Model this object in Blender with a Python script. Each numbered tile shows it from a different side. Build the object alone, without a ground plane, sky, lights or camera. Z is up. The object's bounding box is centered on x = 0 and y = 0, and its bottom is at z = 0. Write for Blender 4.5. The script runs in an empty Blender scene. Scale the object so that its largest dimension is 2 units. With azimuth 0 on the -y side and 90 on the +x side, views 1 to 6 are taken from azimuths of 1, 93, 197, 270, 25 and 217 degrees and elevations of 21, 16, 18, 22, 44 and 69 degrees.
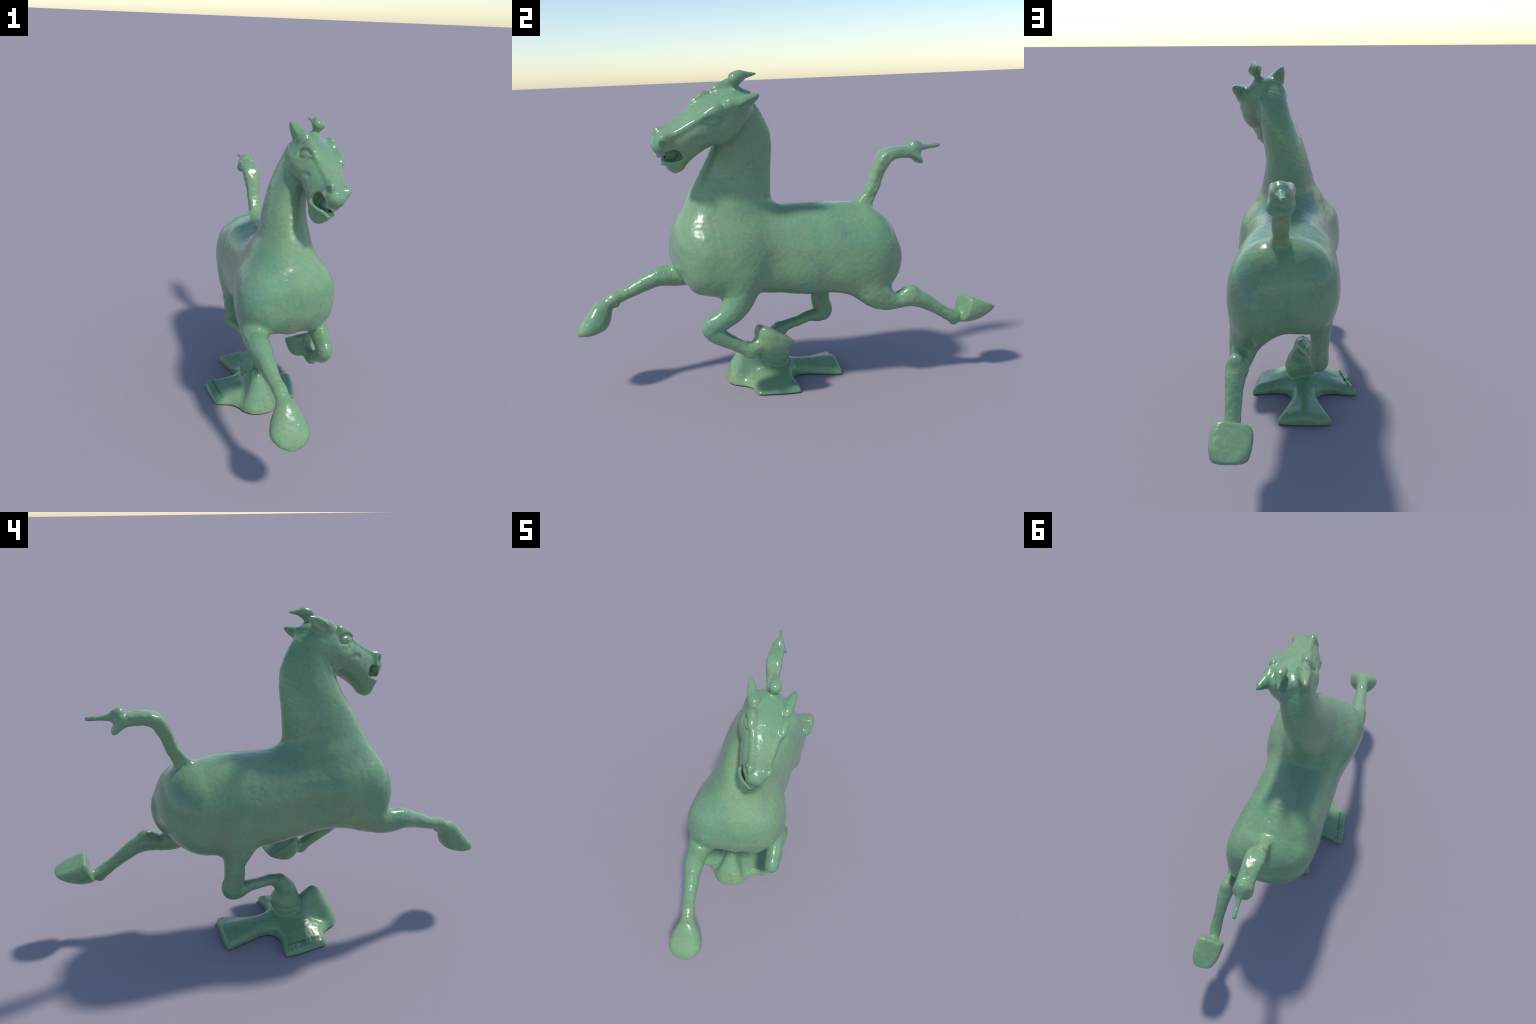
"""Bronze galloping horse with one hind hoof on a flying bird.

The whole casting is described as an implicit body: lofts, limbs swept along
spines, ellipsoids and carved hollows, blended with smooth unions in the
horse's own frame (s forward, t to the horse's left, z up).  The blended
surface is polygonised once, then its faces are separated by body part.
"""
import bpy, math
import numpy as np
from mathutils import Vector, noise

# ----------------------------------------------------------------- frame ----
HEADING = math.radians(15.0)
FWD = np.array([math.sin(HEADING), -math.cos(HEADING), 0.0])
LEFT = np.array([math.cos(HEADING), math.sin(HEADING), 0.0])

H = 0.003                                   # cell size of the implicit grid
LO = np.array([-1.06, -0.40, -0.03])
HI = np.array([1.05, 0.31, 1.51])
N = np.ceil((HI - LO) / H).astype(int) + 1
FAR = np.float32(1.0)
D = np.full(N, FAR, np.float32)             # the blended field
LAB = np.zeros(N, np.uint8)                 # which part lies nearest

PARTS = ["torso", "neck", "head", "ear_left", "ear_right", "forelock", "eye_left", "eye_right",
         "fore_right", "fore_right_hoof", "fore_left", "fore_left_hoof",
         "hind_left", "hind_left_hoof", "hind_right", "hind_right_hoof",
         "tail", "bird", "wing_left", "wing_right", "bird_tail", "mane"]
ID = {n: i for i, n in enumerate(PARTS)}


def box(lo, hi):
    a = np.clip(np.floor((np.asarray(lo) - LO) / H).astype(int), 0, N - 1)
    b = np.clip(np.ceil((np.asarray(hi) - LO) / H).astype(int) + 1, 1, N)
    sl = tuple(slice(i, j) for i, j in zip(a, b))
    ax = [(LO[i] + H * np.arange(a[i], b[i])).astype(np.float32) for i in range(3)]
    return sl, ax[0][:, None, None], ax[1][None, :, None], ax[2][None, None, :]


def smin(a, b, k):
    h = np.maximum(k - np.abs(a - b), 0) / k
    return np.minimum(a, b) - h * h * (k * 0.25)


def smax(a, b, k):
    return -smin(-a, -b, k)


def add(sl, d, k, part):
    old = D[sl]
    if part is not None:
        LAB[sl][d < old] = ID[part]
    D[sl] = smin(old, d.astype(np.float32), np.float32(k))


def carve(sl, d, k):
    D[sl] = smax(D[sl], -d.astype(np.float32), np.float32(k))


def curve(table, n=160):
    """Catmull-Rom through rows (x, a, b, ...); returns dense rows."""
    P = np.asarray(table, float)
    x = P[:, 0]
    m = np.zeros_like(P)
    m[1:-1] = (P[2:] - P[:-2]) / (x[2:] - x[:-2])[:, None]
    m[0] = (P[1] - P[0]) / (x[1] - x[0])
    m[-1] = (P[-1] - P[-2]) / (x[-1] - x[-2])
    q = np.linspace(x[0], x[-1], n)
    i = np.clip(np.searchsorted(x, q, side="right") - 1, 0, len(x) - 2)
    dx = (x[i + 1] - x[i])[:, None]
    t = (q[:, None] - x[i][:, None]) / dx
    h00, h10 = 2 * t**3 - 3 * t**2 + 1, t**3 - 2 * t**2 + t
    h01, h11 = -2 * t**3 + 3 * t**2, t**3 - t**2
    return h00 * P[i] + h10 * dx * m[i] + h01 * P[i + 1] + h11 * dx * m[i + 1]


def spine(nodes, per=5):
    P = np.asarray(nodes, float)
    rows = np.hstack([np.arange(len(P))[:, None].astype(float), P])
    return curve(rows, (len(P) - 1) * per + 1)[:, 1:]


class Frame:
    def __init__(self, o, x, y, z):
        self.o, self.x, self.y, self.z = (np.asarray(a, float) for a in (o, x, y, z))

    def local(self, S, T, Z):
        s, t, z = S - self.o[0], T - self.o[1], Z - self.o[2]
        return [(s * a[0] + t * a[1] + z * a[2]).astype(np.float32) for a in (self.x, self.y, self.z)]

    def at(self, p):
        return self.o + p[0] * self.x + p[1] * self.y + p[2] * self.z


BODY = Frame((0, 0, 0), (1, 0, 0), (0, 1, 0), (0, 0, 1))


def tube(nodes, k, part, frame=BODY, lat=(0, 1, 0), per=5, box_n=2.0, pad=0.07, op="add"):
    """Limb: nodes are (x, y, z, radius, lateral ratio) in `frame`."""
    pts = spine(nodes, per)
    c = np.array([frame.at(p[:3]) for p in pts])
    lat = np.asarray(lat, float)
    lat = lat[0] * frame.x + lat[1] * frame.y + lat[2] * frame.z
    r, q = pts[:, 3], pts[:, 4]
    m = r * np.maximum(q, 1) + pad
    sl, S, T, Z = box(c.min(0) - m.max() - H, c.max(0) + m.max() + H)
    d = np.full((S.shape[0], T.shape[1], Z.shape[2]), FAR, np.float32)
    off = np.array([s.start for s in sl])
    for i in range(len(pts) - 1):
        A, B = c[i], c[i + 1]
        mm = max(m[i], m[i + 1])
        s2, S, T, Z = box(np.minimum(A, B) - mm, np.maximum(A, B) + mm)
        e = B - A
        L2 = float(e @ e) + 1e-12
        h = np.clip(((S - A[0]) * e[0] + (T - A[1]) * e[1] + (Z - A[2]) * e[2]) / L2, 0, 1).astype(np.float32)
        x, y, z = S - (A[0] + h * e[0]), T - (A[1] + h * e[1]), Z - (A[2] + h * e[2])
        dl = x * lat[0] + y * lat[1] + z * lat[2]
        qq = q[i] + h * (q[i + 1] - q[i])
        across = np.maximum(x * x + y * y + z * z - dl * dl, 0)
        if box_n == 2.0:
            rad = np.sqrt(across + (dl / qq) ** 2)
        else:
            rad = (across ** (box_n / 2) + np.abs(dl / qq) ** box_n) ** (1 / box_n)
        dd = (rad - (r[i] + h * (r[i + 1] - r[i]))) * np.minimum(qq, 1)
        loc = tuple(slice(a.start - o, a.stop - o) for a, o in zip(s2, off))
        d[loc] = np.minimum(d[loc], dd)
    if op == "field":
        return sl, d
    if op == "carve":
        carve(sl, d, k)
    else:
        add(sl, d, k, part)


def rotated(ax_x, up=(0, 0, 1)):
    x = np.asarray(ax_x, float)
    x = x / np.linalg.norm(x)
    y = np.cross(up, x)
    y /= np.linalg.norm(y)
    return x, y, np.cross(x, y)


def blob(center, radii, k, part, frame=BODY, n=2.0, op="add", clips=(), axis=None, up=(0, 0, 1), pad=None):
    """Superellipsoid, optionally cut by planes (point, outward normal, rounding)."""
    ax = (np.array([1.0, 0, 0]), np.array([0, 1.0, 0]), np.array([0, 0, 1.0])) if axis is None else rotated(axis, up)
    X = [a[0] * frame.x + a[1] * frame.y + a[2] * frame.z for a in ax]
    f = Frame(frame.at(center), *X)
    R = max(radii) * 1.0 + (k + 0.01 if pad is None else pad)
    sl, S, T, Z = box(f.o - R, f.o + R)
    x, y, z = f.local(S, T, Z)
    if n == 2.0:
        q = np.sqrt((x / radii[0]) ** 2 + (y / radii[1]) ** 2 + (z / radii[2]) ** 2)
    else:
        q = (np.abs(x / radii[0]) ** n + np.abs(y / radii[1]) ** n + np.abs(z / radii[2]) ** n) ** (1.0 / n)
    d = (q - 1) * min(radii)
    for p, nn, kk in clips:
        P = frame.at(p)
        nn = np.asarray(nn, float)
        nn = nn / np.linalg.norm(nn)
        nn = nn[0] * frame.x + nn[1] * frame.y + nn[2] * frame.z
        pl = (S - P[0]) * nn[0] + (T - P[1]) * nn[1] + (Z - P[2]) * nn[2]
        d = smax(d, pl.astype(np.float32), kk)
    if op == "carve":
        carve(sl, d, k)
    else:
        add(sl, d, k, part)


# ----------------------------------------------------------------- torso ----
# station s, top, underside, edge on the left, edge on the right, boxiness
TORSO = [
    (-0.340, 0.863, 0.484, 0.192, -0.217, 2.30),
    (-0.320, 0.863, 0.484, 0.192, -0.217, 2.30),
    (-0.200, 0.873, 0.466, 0.190, -0.221, 2.60),
    (-0.100, 0.875, 0.456, 0.178, -0.217, 2.45),
    (0.000, 0.877, 0.466, 0.168, -0.212, 2.40),
    (0.060, 0.880, 0.477, 0.163, -0.212, 2.40),
    (0.120, 0.882, 0.484, 0.169, -0.214, 2.45),
    (0.190, 0.884, 0.498, 0.194, -0.228, 2.45),
    (0.260, 0.884, 0.506, 0.210, -0.246, 2.50),
    (0.340, 0.876, 0.510, 0.214, -0.252, 2.60),
    (0.360, 0.873, 0.510, 0.214, -0.252, 2.60),
]
SKEW = 0.090          # the right side of the body stands further forward
LEAN = 0.012          # the underside hangs toward the left
# rounded ends: reach, roundness, drift of the centre in z
CHEST_END = (0.520, 2.4, 0.020)
RUMP_END = (-0.510, 2.2, -0.015)


def loft_s(table, k, part, front, rear):
    rows = curve(table, 300)
    sl, S, T, Z = box((rear[0] - .03, rows[:, 4].min() - .06, rows[:, 2].min() - .06), (front[0] + .03, rows[:, 3].max() + .06, rows[:, 1].max() + .06))
    S = S + SKEW * (T + 0.02)
    s = S[:, :, 0]
    col = [np.interp(s, rows[:, 0], rows[:, j]) for j in range(1, 6)]
    g = np.ones_like(s)
    zc = (col[0] + col[1]) / 2
    for (tip, m, drift), edge in ((front, rows[-1, 0]), (rear, rows[0, 0])):
        x = np.clip((s - edge) / (tip - edge), 0, 1)
        g = g * np.maximum(1 - x ** m, 1e-4) ** (1 / m)
        zc = zc + drift * x * x
    zc, hh, tc, hw, n, g = [a.astype(np.float32)[:, :, None] for a in
                            (zc, (col[0] - col[1]) / 2, (col[2] + col[3]) / 2, (col[2] - col[3]) / 2, col[4], g)]
    belly = np.exp(-((S - 0.02) / 0.14) ** 2) * np.clip((zc - Z) / hh + 0.35, 0, 1)
    hw = hw * (1 + 0.11 * belly)
    tc = tc + LEAN * np.clip((zc - Z) / hh, 0, 1) ** 2
    n = n + np.where(Z < zc, 0.50, -0.25) * np.clip(np.abs(Z - zc) / 0.08, 0, 1)
    q = (np.abs((T - tc) / hw) ** n + np.abs((Z - zc) / hh) ** n) ** (1 / n)
    d = (q - g) * np.minimum(hw, hh)
    d = d + np.maximum(np.maximum(S - front[0], rear[0] - S), 0)
    add(sl, d, k, part)


loft_s(TORSO, 0.001, "torso", CHEST_END, RUMP_END)

# ------------------------------------------------------------------ neck ----
# level z, throat s, crest s, left t, right t, boxiness
NECK = [
    (0.700, 0.420, 0.060, 0.080, -0.120, 2.2),
    (0.800, 0.466, 0.054, 0.125, -0.160, 2.2),
    (0.880, 0.462, 0.058, 0.124, -0.164, 2.2),
    (0.950, 0.434, 0.060, 0.103, -0.130, 2.2),
    (1.050, 0.377, 0.056, 0.087, -0.105, 2.2),
    (1.150, 0.325, 0.053, 0.096, -0.073, 2.2),
    (1.220, 0.305, 0.062, 0.106, -0.047, 2.2),
    (1.280, 0.295, 0.089, 0.118, -0.024, 2.2),
    (1.330, 0.290, 0.122, 0.124, -0.008, 2.2),
    (1.365, 0.280, 0.158, 0.126, 0.010, 2.2),
    (1.385, 0.260, 0.196, 0.122, 0.040, 2.2),
]


def loft_z(table, k, part):
    rows = curve(table, 200)
    sl, S, T, Z = box((rows[:, 2].min() - .06, rows[:, 4].min() - .06, rows[0, 0] - .02), (rows[:, 1].max() + .06, rows[:, 3].max() + .06, rows[-1, 0] + .04))
    z = Z[0, 0, :]
    a, b, l, r, n = [np.interp(z, rows[:, 0], rows[:, j]).astype(np.float32)[None, None, :] for j in range(1, 6)]
    toward_crest = np.clip(((a + b) / 2 - S) / ((a - b) / 2), 0, 1)
    hw = (l - r) / 2 * (1 - 0.12 * toward_crest)
    q = (np.abs((S - (a + b) / 2) / ((a - b) / 2)) ** n + np.abs((T - (l + r) / 2) / hw) ** n) ** (1 / n)
    d = (q - 1) * np.minimum((a - b) / 2, (l - r) / 2)
    d = np.maximum(d, rows[0, 0] - Z)
    d = smax(d, Z - rows[-1, 0], 0.03)
    add(sl, d, k, part)


loft_z(NECK, 0.055, "neck")

def loft_frame(table, frame, k, part, lo, hi):
    rows = curve(table, 240)
    corners = np.array([frame.at((a, b, c)) for a in (lo[0], hi[0]) for b in (lo[1], hi[1]) for c in (lo[2], hi[2])])
    sl, S, T, Z = box(corners.min(0), corners.max(0))
    u, v, w = frame.local(S, T, Z)
    top, bot, hw, n = [np.interp(u, rows[:, 0], rows[:, j]).astype(np.float32) for j in range(1, 5)]
    hh = (top - bot) / 2
    q = (np.abs(v / hw) ** n + np.abs((w - (top + bot) / 2) / hh) ** n) ** (1 / n)
    d = (q - 1) * np.minimum(hw, hh) + np.maximum(np.maximum(u - rows[-1, 0], rows[0, 0] - u), 0)
    add(sl, d, k, part)


# ------------------------------------------------------------------ legs ----
blob((0.425, -0.135, 0.680), (0.106, 0.100, 0.115), 0.05, "torso")
blob((0.412, -0.012, 0.568), (0.058, 0.048, 0.050), 0.03, "torso")
blob((0.405, 0.090, 0.576), (0.058, 0.048, 0.050), 0.03, "torso")
# right foreleg, reaching forward
blob((0.37, -0.155, 0.635), (0.115, 0.085, 0.11), 0.045, "torso")
tube([(0.40, -0.172, 0.575, 0.068, 1.0), (0.46, -0.182, 0.550, 0.063, 1.0), (0.52, -0.187, 0.542, 0.055, 1.0),
      (0.585, -0.185, 0.541, 0.048, 1.05), (0.640, -0.178, 0.523, 0.040, 1.0), (0.700, -0.169, 0.499, 0.033, 1.03),
      (0.760, -0.160, 0.476, 0.029, 1.03), (0.805, -0.152, 0.463, 0.031, 1.0), (0.845, -0.147, 0.436, 0.028, 1.03),
      (0.885, -0.145, 0.400, 0.030, 1.2)], 0.030, "fore_right")
blob((0.800, -0.152, 0.437), (0.018, 0.018, 0.017), 0.015, "fore_right")
toe = np.array([0.75, 0, -0.66])
REACHING_HOOF = Frame((0.864, -0.139, 0.417), toe / np.linalg.norm(toe), (0, 1, 0), np.array([0.66, 0, 0.75]))
loft_frame([(-0.035, 0.024, -0.030, 0.026, 2.1), (-0.015, 0.040, -0.048, 0.040, 2.2), (0.010, 0.044, -0.064, 0.056, 2.3), (0.045, 0.041, -0.075, 0.072, 2.4),
            (0.085, 0.034, -0.063, 0.081, 2.4), (0.112, 0.028, -0.047, 0.078, 2.4), (0.134, 0.021, -0.029, 0.065, 2.3), (0.152, 0.012, -0.014, 0.046, 2.2),
            (0.165, 0.001, -0.006, 0.018, 2.1)], REACHING_HOOF, 0.02, "fore_right_hoof", (-0.07, -0.12, -0.11), (0.20, 0.12, 0.08))

# left foreleg, folded
blob((0.26, 0.120, 0.62), (0.11, 0.085, 0.13), 0.05, "torso")
tube([(0.235, 0.140, 0.600, 0.090, 0.85), (0.250, 0.160, 0.525, 0.074, 0.82), (0.285, 0.177, 0.465, 0.058, 0.85),
      (0.335, 0.183, 0.424, 0.048, 0.85), (0.385, 0.184, 0.394, 0.046, 0.85), (0.368, 0.184, 0.362, 0.043, 0.85),
      (0.318, 0.184, 0.322, 0.034, 1.0), (0.262, 0.184, 0.288, 0.031, 1.0), (0.218, 0.183, 0.268, 0.034, 1.0),
      (0.185, 0.172, 0.280, 0.032, 1.1)], 0.022, "fore_left", per=6)
blob((0.222, 0.184, 0.243), (0.022, 0.022, 0.016), 0.02, "fore_left")
blob((0.096, 0.150, 0.306), (0.096, 0.068, 0.084), 0.015, "fore_left_hoof", n=2.6,
     clips=[((0.155, 0.148, 0.362), (-0.50, -0.16, 0.85), 0.012), ((0.070, 0.148, 0.252), (-0.43, 0, -0.90), 0.012)])

# left hindleg, stretched backward
blob((-0.352, 0.102, 0.61), (0.182, 0.100, 0.178), 0.05, "torso", axis=(0.6, 0, 0.75))
tube([(-0.355, 0.110, 0.56, 0.110, 0.75), (-0.378, 0.138, 0.480, 0.084, 0.75), (-0.430, 0.150, 0.426, 0.056, 0.90),
      (-0.490, 0.153, 0.410, 0.040, 0.95), (-0.550, 0.157, 0.422, 0.046, 0.9), (-0.605, 0.160, 0.408, 0.041, 0.9),
      (-0.660, 0.160, 0.374, 0.033, 0.95), (-0.720, 0.158, 0.334, 0.028, 1.0), (-0.775, 0.155, 0.298, 0.031, 1.0),
      (-0.812, 0.150, 0.293, 0.027, 1.0), (-0.850, 0.148, 0.300, 0.030, 1.2)], 0.022, "hind_left")
blob((-0.562, 0.163, 0.452), (0.032, 0.026, 0.029), 0.02, "hind_left")
blob((-0.788, 0.154, 0.268), (0.018, 0.020, 0.018), 0.02, "hind_left")
blob((-0.872, 0.148, 0.338), (0.138, 0.071, 0.078), 0.012, "hind_left_hoof", n=2.15,
     clips=[((-0.840, 0.148, 0.399), (-0.38, -0.11, 0.92), 0.016), ((-0.836, 0.148, 0.35), (0.95, 0, 0.25), 0.014), ((-0.940, 0.148, 0.302), (-0.48, 0, -0.87), 0.012)])

# right hindleg, standing on the bird
blob((-0.27, -0.115, 0.61), (0.165, 0.100, 0.145), 0.05, "torso", axis=(0.9, 0, 0.4))
blob((-0.165, -0.142, 0.510), (0.050, 0.056, 0.080), 0.05, "torso")
tube([(-0.215, -0.142, 0.57, 0.092, 0.9), (-0.203, -0.150, 0.480, 0.062, 0.95), (-0.207, -0.154, 0.410, 0.048, 0.90),
      (-0.210, -0.152, 0.340, 0.047, 0.82), (-0.222, -0.150, 0.287, 0.047, 0.85), (-0.190, -0.143, 0.270, 0.038, 0.9),
      (-0.140, -0.125, 0.272, 0.028, 1.0), (-0.080, -0.102, 0.264, 0.025, 1.0), (-0.020, -0.084, 0.258, 0.027, 1.0),
      (0.020, -0.080, 0.240, 0.031, 1.0), (0.045, -0.083, 0.205, 0.038, 1.1)], 0.03, "hind_right", per=6)
sl, hoof = tube([(0.026, -0.082, 0.240, 0.036, 0.95), (0.050, -0.084, 0.205, 0.044, 0.92), (0.055, -0.082, 0.165, 0.058, 0.92),
                 (0.052, -0.076, 0.120, 0.074, 1.00)], 0, None, op="field")
_, S, T, Z = box(LO, HI)
S, T, Z = S[sl[0]], T[:, sl[1]], Z[:, :, sl[2]]
heel = -0.95 * (S + 0.020) - 0.28 * (Z - 0.150) - 0.10 * (T + 0.08)
add(sl, smax(hoof, heel.astype(np.float32), 0.008), 0.014, "hind_right_hoof")

# ------------------------------------------------------------------ tail ----
tube([(-0.375, 0.004, 0.840, 0.042, 0.90), (-0.404, 0.002, 0.885, 0.033, 0.95), (-0.431, 0.001, 0.930, 0.028, 1.15),
      (-0.447, -0.001, 0.975, 0.028, 1.2), (-0.465, -0.004, 1.020, 0.032, 1.28), (-0.493, -0.006, 1.062, 0.032, 1.4),
      (-0.543, -0.007, 1.080, 0.028, 1.5), (-0.595, -0.008, 1.080, 0.028, 1.45), (-0.635, -0.010, 1.081, 0.027, 1.35),
      (-0.645, -0.006, 1.080, 0.023, 1.3)], 0.018, "tail", per=6, box_n=3.2)
blob((-0.641, -0.006, 1.103), (0.030, 0.026, 0.028), 0.015, "tail")
tube([(-0.640, -0.006, 1.100, 0.026, 1.0), (-0.680, -0.009, 1.096, 0.015, 1.0), (-0.705, -0.012, 1.097, 0.0095, 1.0),
      (-0.740, -0.016, 1.098, 0.0095, 1.0), (-0.765, -0.020, 1.100, 0.009, 1.0)], 0.012, "tail")
blob((-0.648, -0.006, 1.048), (0.036, 0.046, 0.016), 0.02, "tail", axis=(-0.62, 0, -0.55))

# ------------------------------------------------------------------ head ----
hu = np.array([0.285, 0.008, -0.155]); hu /= np.linalg.norm(hu)
hv = np.array([-0.21, 0.917, -0.335]); hv -= hu * (hu @ hv); hv /= np.linalg.norm(hv)
HEAD = Frame(np.array([0.256, 0.138, 1.386]) - 0.013 * hv, hu, hv, np.cross(hu, hv))

# station u, top, underside, half width, boxiness
SKULL = [
    (-0.075, -0.040, -0.080, 0.030, 2.2),
    (-0.060, -0.024, -0.110, 0.060, 2.2),
    (-0.030, -0.010, -0.142, 0.084, 2.3),
    (0.010, 0.000, -0.158, 0.092, 2.4),
    (0.060, 0.010, -0.163, 0.095, 2.4),
    (0.110, 0.013, -0.163, 0.094, 2.4),
    (0.160, 0.009, -0.160, 0.087, 2.3),
    (0.205, 0.003, -0.158, 0.082, 2.3),
    (0.250, -0.001, -0.163, 0.073, 2.4),
    (0.290, -0.001, -0.176, 0.066, 2.5),
    (0.318, 0.001, -0.192, 0.060, 2.5),
    (0.338, -0.002, -0.194, 0.051, 2.5),
    (0.353, -0.008, -0.190, 0.044, 2.4),
    (0.364, -0.028, -0.178, 0.034, 2.3),
    (0.371, -0.052, -0.162, 0.020, 2.2),
]


loft_frame(SKULL, HEAD, 0.03, "head", (-0.13, -0.15, -0.25), (0.44, 0.15, 0.07))
for side in (1, -1):
    sx = side
    ear = "ear_left" if side > 0 else "ear_right"
    eye = "eye_left" if side > 0 else "eye_right"
    # jowl, brow, lid, nostril wing
    blob((0.088, sx * 0.064, -0.088), (0.080, 0.044, 0.074), 0.015, "head", HEAD)
    blob((0.022, sx * 0.078, -0.016), (0.028, 0.024, 0.027), 0.014, "head", HEAD)
    blob((0.082, sx * 0.078, -0.014), (0.034, 0.024, 0.034), 0.012, "head", HEAD, axis=(0.9, 0, 0.25))
    blob((0.122, sx * 0.074, -0.002), (0.030, 0.020, 0.020), 0.018, "head", HEAD)
    blob((0.321, sx * 0.043, -0.026), (0.028, 0.022, 0.038), 0.014, "head", HEAD)
    # soft ridge down each side of the nose
    tube([(0.160, sx * 0.058, -0.010, 0.010, 1), (0.210, sx * 0.050, -0.013, 0.010, 1), (0.260, sx * 0.043, -0.014, 0.010, 1), (0.316, sx * 0.036, -0.011, 0.009, 1)],
         0.018, "head", HEAD)
    # eye socket, eyeball and lower lid
    blob((0.110, sx * 0.108, -0.038), (0.047, 0.021, 0.024), 0.008, None, HEAD, op="carve", axis=(0.72, 0, 0.66))
    blob((0.110, sx * 0.080, -0.040), (0.038, 0.022, 0.024), 0.006, eye, HEAD, axis=(0.72, 0, 0.66))
    tube([(0.143, sx * 0.084, -0.014, 0.003, 1), (0.140, sx * 0.087, -0.042, 0.004, 1), (0.124, sx * 0.092, -0.065, 0.006, 1),
          (0.100, sx * 0.096, -0.074, 0.006, 1), (0.072, sx * 0.096, -0.066, 0.003, 1)], 0.010, "head", HEAD)
    tube([(0.142, sx * 0.090, -0.008, 0.004, 1), (0.124, sx * 0.100, -0.010, 0.006, 1), (0.098, sx * 0.105, -0.024, 0.007, 1), (0.076, sx * 0.105, -0.050, 0.005, 1)],
         0.008, None, HEAD, op="carve")
    # nostril pit, open toward the front
    blob((0.341, sx * 0.064, -0.026), (0.022, 0.018, 0.027), 0.005, None, HEAD, op="carve")
    # front edge of the jowl
    tube([(0.150, sx * 0.104, -0.140, 0.006, 1), (0.168, sx * 0.102, -0.112, 0.007, 1), (0.186, sx * 0.094, -0.084, 0.008, 1),
          (0.208, sx * 0.084, -0.068, 0.007, 1)], 0.014, None, HEAD, op="carve")
    # ear
    tube([(0.006, sx * 0.078, -0.032, 0.036, 0.85), (-0.030, sx * 0.092, -0.032, 0.031, 0.90), (-0.065, sx * 0.103, -0.032, 0.020, 0.90),
          (-0.090, sx * 0.109, -0.031, 0.008, 1.0)], 0.02, ear, HEAD)
    tube([(0.000, sx * 0.122, -0.044, 0.020, 1), (-0.035, sx * 0.125, -0.043, 0.019, 1), (-0.074, sx * 0.122, -0.037, 0.009, 1)],
         0.005, None, HEAD, op="carve")
blob((0.326, 0, -0.098), (0.037, 0.140, 0.040), 0.006, None, HEAD, op="carve", n=2.3)
blob((0.346, 0, -0.044), (0.035, 0.044, 0.038), 0.008, "head", HEAD)
blob((0.395, 0, -0.100), (0.060, 0.080, 0.016), 0.004, None, HEAD, op="carve", n=2.4)
blob((0.392, 0, -0.140), (0.022, 0.050, 0.014), 0.012, None, HEAD, op="carve")
# rim of the lower lip
tube([(0.302, 0.056, -0.130, 0.007, 1), (0.336, 0.047, -0.124, 0.008, 1), (0.360, 0.026, -0.116, 0.008, 1), (0.368, 0.0, -0.114, 0.009, 1),
      (0.360, -0.026, -0.116, 0.008, 1), (0.336, -0.047, -0.124, 0.008, 1), (0.302, -0.056, -0.130, 0.007, 1)], 0.010, "head", HEAD, lat=(0, 0, 1))
# tongue in the open mouth
blob((0.316, 0, -0.114), (0.036, 0.018, 0.040), 0.010, "head", HEAD)
# forelock
tube([(-0.040, -0.002, -0.030, 0.024, 1.0), (-0.046, -0.004, -0.002, 0.013, 1.0), (-0.056, -0.006, 0.022, 0.016, 1.1)], 0.015, "forelock", HEAD)
tube([(-0.057, -0.006, 0.027, 0.025, 1.18), (-0.080, -0.007, 0.025, 0.022, 1.18), (-0.104, -0.008, 0.014, 0.014, 1.1), (-0.146, -0.010, -0.008, 0.004, 1.1)],
     0.012, "forelock", HEAD)
tube([(-0.054, -0.006, 0.008, 0.012, 1.0), (-0.080, -0.007, 0.014, 0.011, 1.0)], 0.015, "forelock", HEAD)

# mane: a band along the crest
tube([(0.218, 0.100, 1.374, 0.018, 1), (0.178, 0.078, 1.340, 0.021, 1), (0.138, 0.058, 1.298, 0.021, 1), (0.111, 0.040, 1.250, 0.021, 1),
      (0.092, 0.022, 1.180, 0.021, 1), (0.086, 0.008, 1.110, 0.020, 1), (0.090, 0.000, 1.030, 0.018, 1)], 0.012, "mane")

for off in (0.024, -0.020):
    tube([(0.190, 0.088 + off, 1.368, 0.006, 1), (0.148, 0.066 + off, 1.322, 0.006, 1), (0.112, 0.046 + off, 1.270, 0.005, 1), (0.084, 0.030 + off, 1.215, 0.002, 1)], 0.010, None, op="carve")

# ------------------------------------------------------------------ bird ----
BIRD_T = -0.092
PLAN = [(0.306, 0.0), (0.298, 0.045), (0.268, 0.082), (0.228, 0.104), (0.198, 0.134), (0.190, 0.188), (0.186, 0.218),
        (0.085, 0.234), (-0.024, 0.244), (-0.024, 0.205), (-0.012, 0.130), (-0.024, 0.080), (-0.055, 0.060), (-0.100, 0.064),
        (-0.170, 0.090), (-0.235, 0.112), (-0.266, 0.122), (-0.272, 0.060), (-0.274, 0.0)]


def polygon_distance(x, y, poly):
    P = np.asarray(poly, float)
    Q = np.roll(P, -1, 0)
    best = np.full(np.broadcast(x, y).shape, 9.0)
    inside = np.zeros(best.shape, bool)
    for (ax, ay), (bx, by) in zip(P, Q):
        ex, ey = bx - ax, by - ay
        h = np.clip(((x - ax) * ex + (y - ay) * ey) / (ex * ex + ey * ey), 0, 1)
        best = np.minimum(best, np.hypot(x - ax - h * ex, y - ay - h * ey))
        if ay != by:
            inside ^= ((ay > y) != (by > y)) & (x < ax + (y - ay) * ex / ey)
    return np.where(inside, -best, best)


def step(a, b, x):
    t = np.clip((x - a) / (b - a), 0, 1)
    return t * t * (3 - 2 * t)


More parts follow.
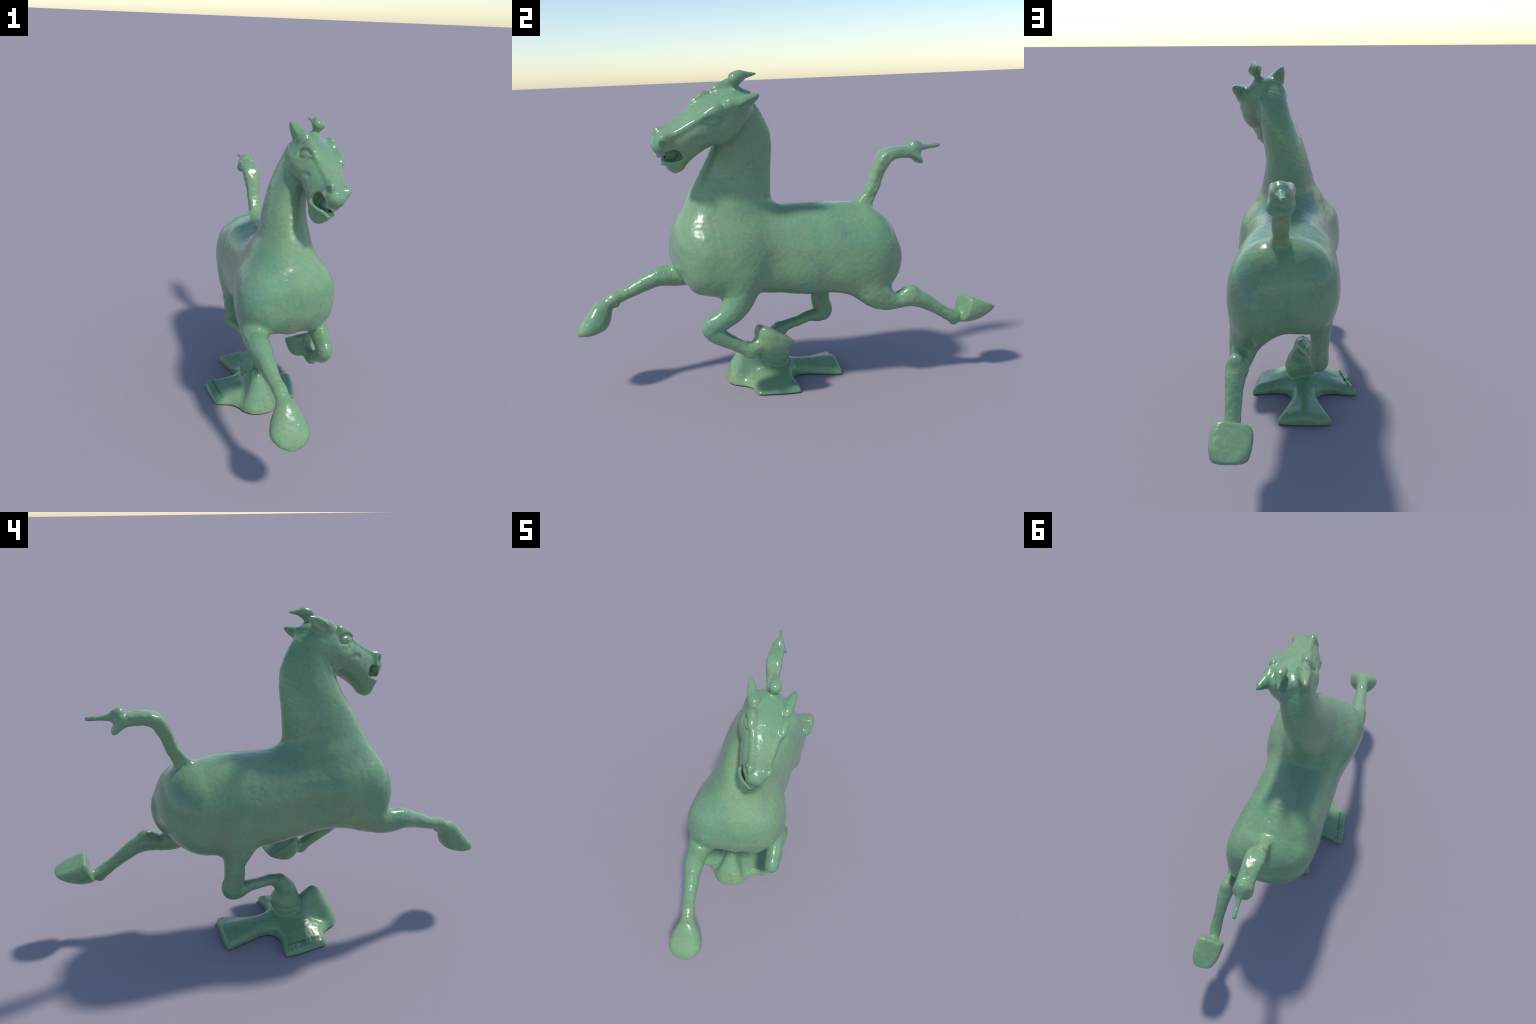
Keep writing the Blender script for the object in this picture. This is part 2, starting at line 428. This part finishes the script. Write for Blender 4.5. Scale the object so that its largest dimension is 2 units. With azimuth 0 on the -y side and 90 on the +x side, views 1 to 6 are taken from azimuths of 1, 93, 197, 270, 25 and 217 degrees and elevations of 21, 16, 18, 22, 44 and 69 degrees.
def build_bird():
    sl, S, T, Z = box((-0.34, -0.40, -0.03), (0.37, 0.22, 0.26))
    s, t = S[:, :, 0].astype(float), T[:, :, 0].astype(float) - BIRD_T
    plan = polygon_distance(s, np.abs(t), PLAN + [(a, -b) for a, b in PLAN[::-1][1:-1]])
    for _ in range(14):                      # round the corners of the outline
        plan[1:-1, 1:-1] = (plan[:-2, 1:-1] + plan[2:, 1:-1] + plan[1:-1, :-2] + plan[1:-1, 2:]) / 4
    ridge = curve([(-0.30, 0.035, 0.06), (-0.10, 0.055, 0.06), (0.00, 0.084, 0.085), (0.10, 0.125, 0.074), (0.150, 0.170, 0.052), (0.180, 0.189, 0.050),
                   (0.203, 0.184, 0.052), (0.222, 0.166, 0.058), (0.245, 0.130, 0.068), (0.275, 0.078, 0.085), (0.300, 0.030, 0.11), (0.34, 0.0, 0.12)], 200)
    hb = np.interp(s, ridge[:, 0], ridge[:, 1])
    wb = np.interp(s, ridge[:, 0], ridge[:, 2])
    body = hb * np.exp(-np.abs(t / wb) ** 2.5 * 0.7)
    a = np.abs(t)
    tip = 0.018 + 0.020 * (1 - step(-0.02, 0.14, s))
    arch = np.interp(s, [-0.08, -0.02, 0.03, 0.09, 0.14, 0.20, 0.26], [0.35, 0.55, 0.85, 1.0, 0.85, 0.45, 0.15])
    wing = tip + (0.076 - tip) * (1 - step(0.04, 0.235, a)) * arch
    tail = 0.040 + 0.014 * (1 - step(0.0, 0.09, a))
    h = np.where(s > -0.2, smax(body, wing * step(-0.075, -0.02, s), 0.03), body)
    h = smax(h, tail * (1 - step(-0.06, 0.02, s)), 0.02)
    d = (Z - h[:, :, None]) * 0.75
    d = smax(d, plan[:, :, None] + 0 * Z, 0.036)
    d = smax(d, -Z, 0.004)
    part = np.where(s < -0.045, ID["bird_tail"], np.where(t > 0.085, ID["wing_left"], np.where(t < -0.085, ID["wing_right"], ID["bird"])))
    old = D[sl]
    near = d < old
    LAB[sl][near] = np.broadcast_to(part[:, :, None], near.shape)[near].astype(np.uint8)
    D[sl] = smin(old, d.astype(np.float32), np.float32(0.012))


build_bird()


# ---------------------------------------------------------- polygonising ----
def surface_nets():
    ins = D < 0
    cnt = np.zeros(N - 1, np.uint8)
    for i in (0, 1):
        for j in (0, 1):
            for k in (0, 1):
                cnt += ins[i:N[0] - 1 + i, j:N[1] - 1 + j, k:N[2] - 1 + k]
    cell = np.argwhere((cnt > 0) & (cnt < 8)).astype(np.int64)
    ids = (cell[:, 0] * N[1] + cell[:, 1]) * N[2] + cell[:, 2]
    corner = {}
    for i in (0, 1):
        for j in (0, 1):
            for k in (0, 1):
                corner[i, j, k] = D[cell[:, 0] + i, cell[:, 1] + j, cell[:, 2] + k].astype(float)
    acc = np.zeros((len(cell), 3))
    num = np.zeros(len(cell))
    for axis in range(3):
        for a in (0, 1):
            for b in (0, 1):
                p = [a, b]
                p.insert(axis, 0)
                q = [a, b]
                q.insert(axis, 1)
                d0, d1 = corner[tuple(p)], corner[tuple(q)]
                m = (d0 < 0) != (d1 < 0)
                f = np.where(m, d0 / np.where(m, d0 - d1, 1), 0)
                pos = np.tile(np.array(p, float), (len(cell), 1))
                pos[:, axis] = f
                acc[m] += pos[m]
                num[m] += 1
    V = LO + H * (cell + acc / num[:, None])
    quads = []
    strides = (N[1] * N[2], N[2], 1)
    for axis in range(3):
        o = [i for i in range(3) if i != axis]
        sa = [slice(1, -1)] * 3
        sb = [slice(1, -1)] * 3
        sa[axis], sb[axis] = slice(0, -1), slice(1, None)
        x = ins[tuple(sa)]
        y = ins[tuple(sb)]
        e = np.argwhere(x != y).astype(np.int64)
        sign = x[tuple(e.T)]
        add_ = np.ones(3, np.int64)
        add_[axis] = 0
        e = e + add_
        base = e @ np.array(strides, np.int64)
        so, sp = strides[o[0]], strides[o[1]]
        loop = np.stack([base - so - sp, base - sp, base, base - so], 1)
        if axis == 1:
            sign = ~sign
        loop[~sign] = loop[~sign][:, ::-1]
        quads.append(loop)
    quads = np.searchsorted(ids, np.concatenate(quads))
    return V, quads


V, Q = surface_nets()


def smooth(V, Q, rounds):
    E = np.concatenate([Q[:, [0, 1]], Q[:, [1, 2]], Q[:, [2, 3]], Q[:, [3, 0]]])
    deg = np.bincount(E[:, 0], minlength=len(V)).astype(float)[:, None]
    for lam in rounds:
        avg = np.stack([np.bincount(E[:, 0], V[E[:, 1], i], len(V)) for i in range(3)], 1) / deg
        V = V + lam * (avg - V)
    return V


def normals(V, Q):
    n = np.cross(V[Q[:, 2]] - V[Q[:, 0]], V[Q[:, 3]] - V[Q[:, 1]])
    out = np.zeros_like(V)
    for i in range(4):
        for j in range(3):
            out[:, j] += np.bincount(Q[:, i], n[:, j], len(V))
    return out / np.maximum(np.linalg.norm(out, axis=1, keepdims=True), 1e-12)


V = smooth(V, Q, [0.6, -0.62] * 3)
centre = V[Q].mean(1)
face_part = LAB[tuple(np.clip(np.round((centre - LO) / H).astype(int), 0, N - 1).T)]

# hand-worked surface: slow swellings and shallow dents
nrm = normals(V, Q)
vert_part = np.zeros(len(V), np.uint8)
vert_part[Q.ravel()] = np.repeat(face_part, 4)
LIMB = np.isin(vert_part, [ID[p] for p in PARTS if p.startswith(("fore_", "hind_")) and not p.endswith("hoof")])
ROUGH = np.where(vert_part == ID["tail"], 2.6, np.where(LIMB, 1.7, 1.0))
lump = np.empty(len(V))
for i, p in enumerate(V):
    q = Vector(p)
    lump[i] = (noise.noise(q * 15.0) * 0.0013 + noise.noise(q * 48.0 + Vector((7, 3, 1))) * 0.0007) * ROUGH[i]
    pit = noise.noise(q * 75.0 + Vector((2, 9, 4)))
    if pit > 0.55:                                   # small casting pits
        lump[i] -= (pit - 0.55) * 0.006
# combed hair lines slanting down from the crest
z = V[:, 2]
rows = curve(NECK, 200)
behind = (V[:, 0] - np.interp(z, rows[:, 0], rows[:, 2])) / 0.13
onneck = np.isin(vert_part, [ID["neck"], ID["mane"]]) & (z > 0.95)
wob = np.array([noise.noise(Vector(p) * 22.0) if o else 0.0 for p, o in zip(V, onneck)])
comb = np.sin((z + 0.55 * V[:, 0]) * 230.0 + wob * 4.0)
lump += np.where(onneck, np.clip(1 - behind, 0, 1) * np.minimum(comb + 0.35, 0) * 0.0011, 0)
V = V + nrm * lump[:, None]
DROP = V[:, 2].min()
V[:, 2] -= DROP
W = V[:, :1] * FWD + V[:, 1:2] * LEFT + V[:, 2:] * np.array([0, 0, 1.0])
nrm = normals(W, Q)


# -------------------------------------------------------------- material ----
def patina():
    m = bpy.data.materials.new("green_patina_bronze")
    m.use_nodes = True
    nt = m.node_tree
    nd, lk = nt.nodes, nt.links
    nd.clear()
    out = nd.new("ShaderNodeOutputMaterial")
    bs = nd.new("ShaderNodeBsdfPrincipled")
    lk.new(bs.outputs[0], out.inputs[0])
    tc = nd.new("ShaderNodeTexCoord")

    def tex(scale, detail, rough=0.5, distort=0.0):
        t = nd.new("ShaderNodeTexNoise")
        t.inputs["Scale"].default_value = scale
        t.inputs["Detail"].default_value = detail
        t.inputs["Roughness"].default_value = rough
        t.inputs["Distortion"].default_value = distort
        lk.new(tc.outputs["Object"], t.inputs["Vector"])
        return t.outputs["Fac"]

    def ramp(src, stops):
        r = nd.new("ShaderNodeValToRGB")
        el = r.color_ramp.elements
        while len(el) < len(stops):
            el.new(0.5)
        for e, (p, c) in zip(el, stops):
            e.position = p
            e.color = (*c, 1) if len(c) == 3 else c
        lk.new(src, r.inputs[0])
        return r.outputs[0]

    def mix(fac, a, b, mode="MIX"):
        x = nd.new("ShaderNodeMix")
        x.data_type = "RGBA"
        x.blend_type = mode
        for sock, val in ((x.inputs[0], fac), (x.inputs[6], a), (x.inputs[7], b)):
            if isinstance(val, (int, float)):
                sock.default_value = val
            elif isinstance(val, tuple):
                sock.default_value = (*val, 1)
            else:
                lk.new(val, sock)
        return x.outputs[2]

    base = ramp(tex(3.2, 4, 0.6, 0.6), [(0.26, (0.128, 0.285, 0.172)), (0.44, (0.168, 0.322, 0.176)), (0.60, (0.200, 0.342, 0.174)), (0.78, (0.230, 0.355, 0.188))])
    olive = ramp(tex(8.0, 5, 0.65, 0.5), [(0.50, (0, 0, 0)), (0.72, (0.65, 0.65, 0.65))])
    c = mix(olive, base, (0.215, 0.275, 0.165))
    blue = ramp(tex(5.3, 4, 0.6, 0.3), [(0.54, (0, 0, 0)), (0.76, (0.30, 0.30, 0.30))])
    c = mix(blue, c, (0.135, 0.315, 0.225))
    grain = ramp(tex(70.0, 4, 0.7), [(0.30, (0.90, 0.91, 0.92)), (0.68, (1.08, 1.07, 1.06))])
    c = mix(1.0, c, grain, "MULTIPLY")
    speck = ramp(tex(120.0, 3, 0.6), [(0.68, (0, 0, 0)), (0.78, (0.55, 0.55, 0.55))])
    patch = ramp(tex(6.0, 4, 0.6), [(0.46, (0, 0, 0)), (0.60, (1, 1, 1))])
    c = mix(mix(1.0, speck, patch, "MULTIPLY"), c, (0.050, 0.095, 0.070))
    # fine dark scratches and veins, only in places
    vein = ramp(tex(26.0, 6, 0.65, 1.2), [(0.480, (0, 0, 0)), (0.500, (0.75, 0.75, 0.75)), (0.520, (0, 0, 0))])
    where = ramp(tex(11.0, 3, 0.6), [(0.52, (0, 0, 0)), (0.66, (0.8, 0.8, 0.8))])
    c = mix(mix(1.0, vein, where, "MULTIPLY"), c, (0.075, 0.130, 0.085))
    lk.new(c, bs.inputs["Base Color"])
    bs.inputs["Roughness"].default_value = 0.22
    bs.inputs["Specular IOR Level"].default_value = 0.5
    fine = nd.new("ShaderNodeBump")
    fine.inputs["Strength"].default_value = 0.16
    fine.inputs["Distance"].default_value = 0.002
    lk.new(tex(190.0, 3, 0.6), fine.inputs["Height"])
    bump = nd.new("ShaderNodeBump")
    bump.inputs["Strength"].default_value = 0.16
    bump.inputs["Distance"].default_value = 0.004
    lk.new(tex(55.0, 4, 0.6), bump.inputs["Height"])
    lk.new(fine.outputs[0], bump.inputs["Normal"])
    lk.new(bump.outputs[0], bs.inputs["Normal"])
    return m


MAT = patina()

# ------------------------------------------------------------- the parts ----
statue = bpy.data.objects.new("horse_statue", None)
statue["label"] = "green patinated bronze horse galloping on a flying bird"
statue["category"] = "statue"
bpy.context.scene.collection.objects.link(statue)

NAMES = {"torso": ("torso", None), "neck": ("neck", None), "mane": ("mane", "neck"), "head": ("head", None),
         "ear_left": ("ear", "head"), "ear_right": ("ear", "head"), "forelock": ("forelock", "head"),
         "eye_left": ("eye", "head"), "eye_right": ("eye", "head"),
         "fore_right": ("foreleg", None), "fore_right_hoof": ("hoof", "fore_right"),
         "fore_left": ("foreleg", None), "fore_left_hoof": ("hoof", "fore_left"),
         "hind_left": ("hindleg", None), "hind_left_hoof": ("hoof", "hind_left"),
         "hind_right": ("hindleg", None), "hind_right_hoof": ("hoof", "hind_right"),
         "tail": ("tail", None), "bird": ("bird", None), "wing_left": ("wing", "bird"), "wing_right": ("wing", "bird"),
         "bird_tail": ("bird_tail", "bird")}
made = {}
for key, (name, parent) in NAMES.items():
    f = Q[face_part == ID[key]]
    if not len(f):
        continue
    used, inv = np.unique(f, return_inverse=True)
    f = inv.reshape(-1, 4).astype(np.int32)
    me = bpy.data.meshes.new(name)
    me.vertices.add(len(used))
    me.vertices.foreach_set("co", W[used].astype(np.float32).ravel())
    me.loops.add(f.size)
    me.loops.foreach_set("vertex_index", f.ravel())
    me.polygons.add(len(f))
    me.polygons.foreach_set("loop_start", np.arange(0, f.size, 4, dtype=np.int32))
    me.polygons.foreach_set("use_smooth", np.ones(len(f), bool))
    me.update(calc_edges=True)
    me.normals_split_custom_set_from_vertices(nrm[used].tolist())
    me.materials.append(MAT)
    ob = bpy.data.objects.new(name, me)
    bpy.context.scene.collection.objects.link(ob)
    ob.parent = made[parent] if parent else statue
    made[key] = ob

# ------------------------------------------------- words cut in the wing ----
def wing_height(s, t):
    i, j = int(round((s - LO[0]) / H)), int(round((t - LO[1]) / H))
    col = D[i, j, :int((0.12 - LO[2]) / H)]
    k = int(np.nonzero(col < 0)[0].max())
    return LO[2] + H * (k + col[k] / (col[k] - col[k + 1])) - DROP


ink = bpy.data.materials.new("dark_engraving")
ink.use_nodes = True
ib = ink.node_tree.nodes["Principled BSDF"]
grit = ink.node_tree.nodes.new("ShaderNodeTexNoise")
grit.inputs["Scale"].default_value = 200
tint = ink.node_tree.nodes.new("ShaderNodeValToRGB")
tint.color_ramp.elements[0].color = (0.060, 0.140, 0.095, 1)
tint.color_ramp.elements[1].color = (0.110, 0.230, 0.145, 1)
ink.node_tree.links.new(grit.outputs["Fac"], tint.inputs[0])
ink.node_tree.links.new(tint.outputs[0], ib.inputs["Base Color"])
ib.inputs["Roughness"].default_value = 0.4
for words, start, end in (("Flying Horse of Kansu", (-0.006, -0.305), (0.166, -0.268)), ("No 44 of 950", (-0.010, -0.328), (0.100, -0.306))):
    cu = bpy.data.curves.new("inscription", "FONT")
    cu.body = words
    cu.size = 1.0
    cu.shear = 0.25
    cu.offset = -0.014
    cu.resolution_u = 3
    tmp = bpy.data.objects.new("inscription", cu)
    bpy.context.scene.collection.objects.link(tmp)
    bpy.context.view_layer.update()
    flat = bpy.data.meshes.new_from_object(tmp.evaluated_get(bpy.context.evaluated_depsgraph_get()))
    bpy.data.objects.remove(tmp)
    co = np.zeros(len(flat.vertices) * 3)
    flat.vertices.foreach_get("co", co)
    co = co.reshape(-1, 3)
    a, b = np.array(start), np.array(end)
    run = b - a
    scale = np.linalg.norm(run) / co[:, 0].max()
    run = run / np.linalg.norm(run)
    up = np.array([-run[1], run[0]])
    st = a + co[:, :1] * scale * run + co[:, 1:2] * scale * 1.15 * up
    z = np.array([wing_height(*p) for p in st])
    pos = st[:, :1] * FWD + st[:, 1:] * LEFT + (z[:, None] + 0.0007) * np.array([0, 0, 1.0])
    flat.vertices.foreach_set("co", pos.astype(np.float32).ravel())
    flat.update()
    flat.materials.clear()
    flat.materials.append(ink)
    ob = bpy.data.objects.new("inscription", flat)
    bpy.context.scene.collection.objects.link(ob)
    ob.parent = made["bird"]
    thick = ob.modifiers.new("depth", "SOLIDIFY")
    thick.thickness = 0.0016
    thick.offset = 0
